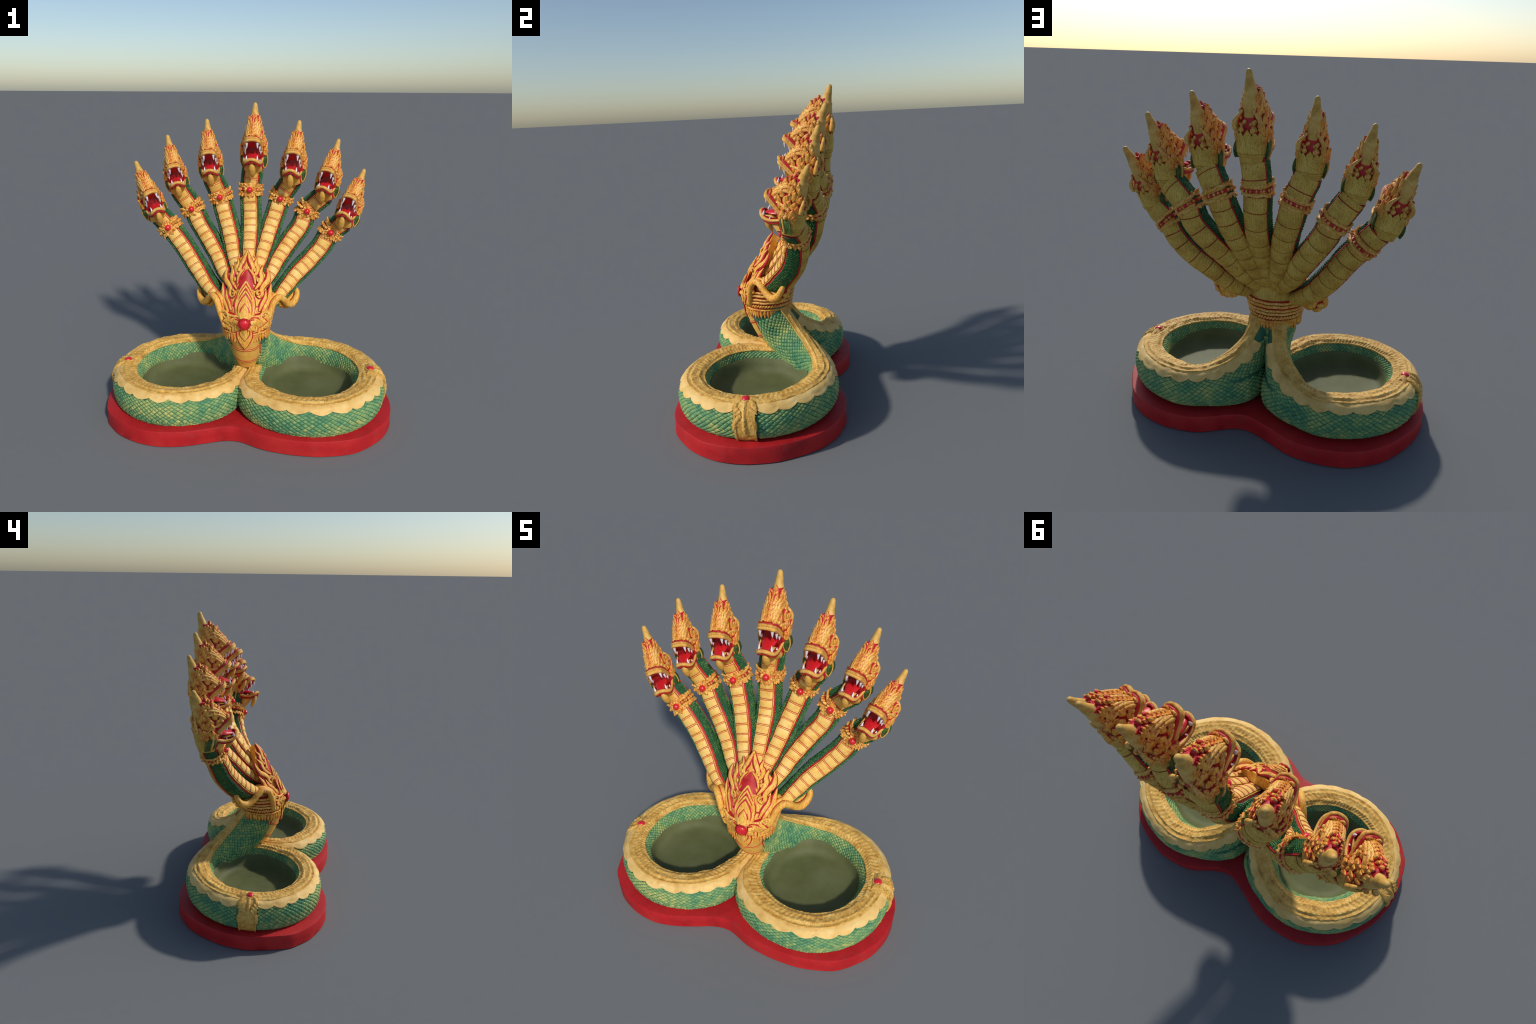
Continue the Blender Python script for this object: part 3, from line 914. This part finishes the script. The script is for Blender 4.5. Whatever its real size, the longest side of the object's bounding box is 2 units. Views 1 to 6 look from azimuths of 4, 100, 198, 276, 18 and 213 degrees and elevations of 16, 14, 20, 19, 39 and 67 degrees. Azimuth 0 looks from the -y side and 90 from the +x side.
# lips
ul = spline([(.062, -.018, .060), (.059, -.055, .092), (.055, -.098, .130), (.050, -.135, .157), (.040, -.156, .169), (.016, -.165, .177), (0, -.166, .178)], 26)
ul = np.vstack([ul, (ul * V3(-1, 1, 1))[::-1][1:]])
lp = Build()
wv = np.sin(np.linspace(0, PI, len(ul)))
lp.tube(ul, .0085 + .002 * wv, 9, up=(0, 1, .3))
lp.tube(ul + V3(0, .004, .013), .0075 + .002 * wv, 8, up=(0, 1, .3))
hpart("upper_lip", lp, M_gold, 60)
gum = Build().tube(ul * V3(.93, 1, 1) + V3(0, .008, -.010), .007, 7, up=(0, 1, .3))
gum.tube(ul * V3(.96, 1, 1) + V3(0, .024, .014), .011, 7, up=(0, 1, .3))
hpart("gum", gum, M_red, 60)
ll = spline([(.064, -.020, .062), (.063, -.060, .046), (.059, -.105, .031), (.052, -.150, .031), (.038, -.178, .044), (.014, -.190, .056), (0, -.191, .057)], 26)
ll = np.vstack([ll, (ll * V3(-1, 1, 1))[::-1][1:]])
lp = Build().tube(ll, .0080 + .003 * wv, 9, up=(0, 1, .3))
hpart("lower_lip", lp, M_gold, 60)
gum = Build().tube(ll * V3(.92, .97, 1) + V3(0, .004, .004), .008, 7, up=(0, 1, .3))
gum.tube(ll * V3(.92, .96, 1) + V3(0, .002, -.016), .009, 7, up=(0, 1, .3))
hpart("lower_gum", gum, M_red, 60)

sf = Build()
g = []
for t in np.linspace(0, 1, 10):
    y, z, w = -.020 - .134 * t, .092 + .086 * t, .060 - .010 * t - .014 * max(0, t - .75) * 4
    g.append([V3(w, y, z - .012), V3(w, y, z + .006), V3(w * .5, y, z + .010), V3(0, y, z + .011), V3(-w * .5, y, z + .010), V3(-w, y, z + .006), V3(-w, y, z - .012)])
sf.grid(g, close_v=True, cap=True)
hpart("snout_shelf", sf, M_red, 60)

# teeth
for x, y, z, ln, rd in ((.036, -.150, .158, .038, .0100), (.049, -.115, .132, .034, .0090), (.053, -.078, .100, .024, .0075)):
    for sg in (-1, 1):
        hpart("fang", Build().cone((sg * x, y, z), (0, -.12, -1), ln, rd, bend=(0, .006, 0)), M_tooth, 60)
for x, y, z, ln, rd in ((.037, -.163, .044, .036, .0095), (.051, -.115, .034, .018, .007)):
    for sg in (-1, 1):
        hpart("fang", Build().cone((sg * x, y, z), (0, -.05, 1), ln, rd, bend=(0, .006, 0)), M_tooth, 60)

# chin, throat and beard drop
ch = Build()
g = []
for t in np.linspace(0, 1, 9):
    y, z = -.172 + .105 * t, .022 - .070 * t ** 1.6
    w = .036 + .028 * t
    g.append([V3(w * math.sin(a), y + .012 * (1 - math.cos(a)), z + .024 * (1 - math.cos(a)) * 1.1) for a in np.linspace(-1.6, 1.6, 13)] + [V3(w * .9, y + .05, z + .030), V3(-w * .9, y + .05, z + .030)])
ch.grid(g, close_v=True, cap=True)
hpart("chin", ch, M_throat, 50)
bd = Build()
P = spline([(0, -.165, .028), (0, -.158, .005), (0, -.142, -.025), (0, -.122, -.055), (0, -.110, -.070)], 14)
bd.tube(P, np.interp(np.linspace(0, 1, 14), [0, .3, .6, .85, 1], [.016, .024, .024, .014, .003]), 10, up=(0, -1, 0), flat=.75)
hpart("beard", bd, M_throat, 50)

# cheek fins: green leaf with a gold rim on both sides of the jaw
for sg in (-1, 1):
    fn = Build()
    rim = [(.068, -.034, .098), (.084, -.026, .088), (.093, -.014, .056), (.092, -.006, .024), (.083, -.002, -.004), (.076, -.008, -.018), (.064, -.026, .002), (.062, -.040, .038), (.062, -.042, .074)]
    R = spline(rim, 30, closed=True) * V3(sg, 1, 1)
    cen = R.mean(0)
    o = unit(V3(sg * .45, -.88, -.1))
    g = [R, cen + (R - cen) * .98 + o * .004, cen + (R - cen) * .6 + o * .012, cen + (R - cen) * .02 + o * .015]
    fn.grid(g, close_v=True)
    bk = V3(sg * .078, .030, .030)
    fn.grid([R, bk + (R - cen) * .75 + V3(sg * .006, 0, 0), bk + (R - cen) * .35, bk + (R - cen) * .02], close_v=True)
    hpart("cheek_fin", fn, M_fin, 50)
    hpart("cheek_fin_rim", Build().tube(np.vstack([R, R[:1]]), .0068, 7, up=o), M_gold, 60)

# spire
sp = Build()
P = spline([(0, .046, .185), (0, .047, .235), (0, .048, .285), (0, .056, .325), (0, .066, .360), (0, .073, .392)], 26)
t = np.linspace(0, 1, 26)
sp.tube(P, np.interp(t, [0, .25, .45, .5, .56, .75, .92, 1], [.036, .039, .038, .041, .034, .025, .018, .015]), 14, up=(0, -1, 0), flat=1.0)
hpart("crown_spire", sp, M_spike, 60)

BG = Build()
# forehead: stacked arch leaves climbing the front ridge, ending in a comb
for k in range(8):
    t = k / 7
    z = .178 + .125 * t
    p = skull(z, 0, .001)
    hpart("brow_leaf", Build().backed(BG, p + V3(0, .004, -.006), V3(0, .55 + .1 * t, 1), V3(0, -1, .55), .040 + .008 * t, .052 - .018 * t, .013, grow=.0025, bend=.010, n=7, m=7, ridge=.8), M_ornament)
    if k < 7:
        for sg in (-1, 1):
            p = skull(z + .004, sg * (20 + 6 * t), .000)
            n = skull_n(z, sg * 26)
            hpart("brow_leaf", Build().backed(BG, p, V3(sg * .06, .60, 1), n, .038, .028, .010, grow=.002, bend=.007, n=6, m=5, ridge=.8), M_ornament)
hpart("brow_ground", BG, M_red, 50, True)
br = Build()
ns = [skull(.190, 0, .004)]
for sg in (-1, 1):
    c = V3(sg * .020, -.134, .196)
    spi = [c + V3(sg * r * math.cos(q), .25 * abs(r * math.cos(q)), r * math.sin(q)) for q, r in zip(np.linspace(-2, 5.2, 20), np.linspace(.019, .004, 20))]
    br.tube(spi, np.linspace(.007, .0045, 20), 7, up=(0, -1, .2))
br.ball((0, -.140, .188), (.015, .012, .014), 10, 8)
hpart("nose_curl", br, M_ornament, 55)

# side flames, eye bosses, beads, ear flames
FG = {1: Build(), -1: Build()}
for sg in (-1, 1):
    s = lambda z, a, h=0.0: skull(z, sg * a, h)
    sn = lambda z, a: skull_n(z, sg * a)
    # brow ridge sweeping back above the eye
    b = Build()
    for pts, rad, h in (
        (((.166, 34), (.195, 44), (.222, 58), (.238, 80), (.226, 100)), [.006, .012, .014, .012, .004], .008),
        (((.185, 28), (.215, 36), (.243, 50), (.262, 74), (.252, 104)), [.005, .011, .013, .012, .004], .008),
        (((.212, 22), (.240, 30), (.266, 46), (.285, 76)), [.005, .010, .011, .004], .007),
        (((.150, 52), (.158, 66), (.150, 84), (.130, 96)), [.006, .009, .009, .004], .008),
    ):
        c = spline([(z, a, 0) for z, a in pts], 18)
        c = spline([s(z, a, h) for z, a, _ in c], 18)
        b.tube(c, np.interp(np.linspace(0, 1, 18), np.linspace(0, 1, len(rad)), rad), 8, up=(sg * 1, 0, .2))
    hpart("brow_ridge", b, M_ornament, 55)
    # eye: ring and ball
    e = s(.180, 62, .004)
    n = sn(.180, 62)
    t1 = unit(np.cross(n, V3(0, 0, 1)))
    t2 = np.cross(t1, n)
    b = Build()
    b.tube([e + (t1 * math.cos(q) + t2 * math.sin(q)) * .021 for q in np.linspace(0, 2 * PI, 21)], .0062, 7, up=n)
    b.tube([e + (t1 * math.cos(q) + t2 * math.sin(q)) * rr_ + n * .004 for q, rr_ in zip(np.linspace(0, 8, 24), np.linspace(.016, .004, 24))], .0045, 6, up=n)
    hpart("eye_ring", b, M_ornament, 60)
    hpart("eye", Build().ball(e + n * .002, .0125, 10, 8), M_gold, 60)
    # cheek beads
    b = Build()
    for k in range(46):
        z, a = hr.uniform(.080, .175), hr.uniform(58, 130)
        if (z - .18) ** 2 * 4000 + ((a - 62) / 20) ** 2 < 1:
            continue
        r0 = hr.uniform(.008, .0135)
        b.ball(s(z, a, .004), (r0, r0 * 1.1, r0 * hr.uniform(1, 1.6)), 7, 5)
    hpart("cheek_bead", b, M_ornament, 60, True)
    # flames standing off the head's flank
    for z, a, ln, w, up, out in ((.090, 78, .050, .036, .9, .16), (.100, 104, .052, .036, 1, .14), (.130, 80, .052, .036, 1, .10), (.140, 112, .056, .036, 1, .08), (.165, 92, .054, .034, 1, .05),
                                 (.190, 114, .056, .036, 1, .04), (.200, 78, .052, .032, 1, .02), (.228, 98, .052, .032, 1, .02), (.245, 66, .048, .028, 1, .0), (.262, 94, .046, .028, 1, .0),
                                 (.115, 128, .052, .036, 1, .10), (.270, 44, .042, .024, 1, .0), (.285, 80, .038, .024, 1, .0), (.225, 126, .05, .030, 1, .02),
                                 (.070, 66, .040, .030, .8, .2), (.210, 56, .045, .028, 1, .04), (.155, 66, .044, .028, 1, .10), (.175, 132, .048, .032, 1, .04), (.255, 118, .044, .026, 1, .0), (.185, 100, .046, .030, 1, .05), (.150, 96, .044, .030, 1, .06), (.215, 110, .044, .028, 1, .02),
                                 (.240, 84, .040, .026, 1, .02), (.195, 128, .044, .028, 1, .03), (.272, 70, .036, .022, 1, .0)):
        p = s(z, a, .002)
        n = sn(z, a)
        fg = FG[sg]
        hpart("flame_petal", Build().backed(fg, p, V3(0, hr.uniform(.05, .35), up) + n * out, n, ln * hr.uniform(.85, 1.15), w * hr.uniform(1.1, 1.4), .011, grow=.0022, bend=.003, side=.006 * hr.uniform(-1, 1), n=6, m=5), M_ornament)
    hpart("petal_ground", FG[sg], M_red, 50, True)
    # rolled scroll at the back beside the spire
    c0 = V3(sg * .042, .082, .150)
    b = Build()
    path = [c0 + V3(sg * (.026 - .030 * t) + sg * .012 * math.sin(4 * t), .004 * math.sin(3 * t), -.020 + .085 * t) for t in np.linspace(0, 1, 16)]
    b.tube(path, np.interp(np.linspace(0, 1, 16), [0, .3, 1], [.013, .014, .005]), 8, up=(0, 1, 0))
    b.ball(c0 + V3(-sg * .010, .006, -.022), (.014, .010, .013), 9, 7)
    hpart("nape_scroll", b, M_gold, 60)
    b = Build()
    for k in range(12):
        z, a = hr.uniform(.105, .165), hr.uniform(128, 172)
        r0 = hr.uniform(.007, .011)
        b.ball(s(z, a, .002), (r0, r0, r0), 7, 5)
    hpart("nape_bead", b, M_gold, 60, True)

b = Build().grid([[skull(z, a, .003) for a in np.linspace(72, 288, 30)] for z in np.linspace(-.035, .022, 6)])
b.grid([[skull(z, a, -.012) for a in np.linspace(72, 288, 30)] for z in np.linspace(-.035, .022, 6)])
hpart("nape_band", b, M_back, 60)
# lotus cup at the nape: broad petals with a moulded ring below
for k in range(7):
    a = 104 + 152 * k / 6
    p = skull(.018, a, .001)
    n = skull_n(.03, a)
    hpart("nape_petal", Build().leaf(p, V3(0, .02, 1), n, .098 + .012 * (k % 2), .066, .008, bend=.006, blunt=.95, n=8, m=7), M_back)
b = Build()
for z, rd in ((.004, .0075), (.018, .0065)):
    b.tube([skull(z, a, .002) for a in np.linspace(86, 274, 30)], rd, 7)
hpart("nape_ring", b, M_back, 60)

for (o, yaw, lean, pitch, size) in HEADS:
    M = Matrix.Translation(o) @ Matrix.Rotation(math.radians(yaw), 4, "Z") @ Matrix.Rotation(math.radians(lean), 4, "Y") @ Matrix.Rotation(math.radians(pitch), 4, "X") @ Matrix.Scale(size, 4) @ Matrix.Diagonal((.95, 1, 1, 1))
    h = put("head", CORE, None, thing, matrix=M)
    for name, lst in HM.items():
        for me, stuff in lst:
            put(name, me, None, h, stuff=stuff)
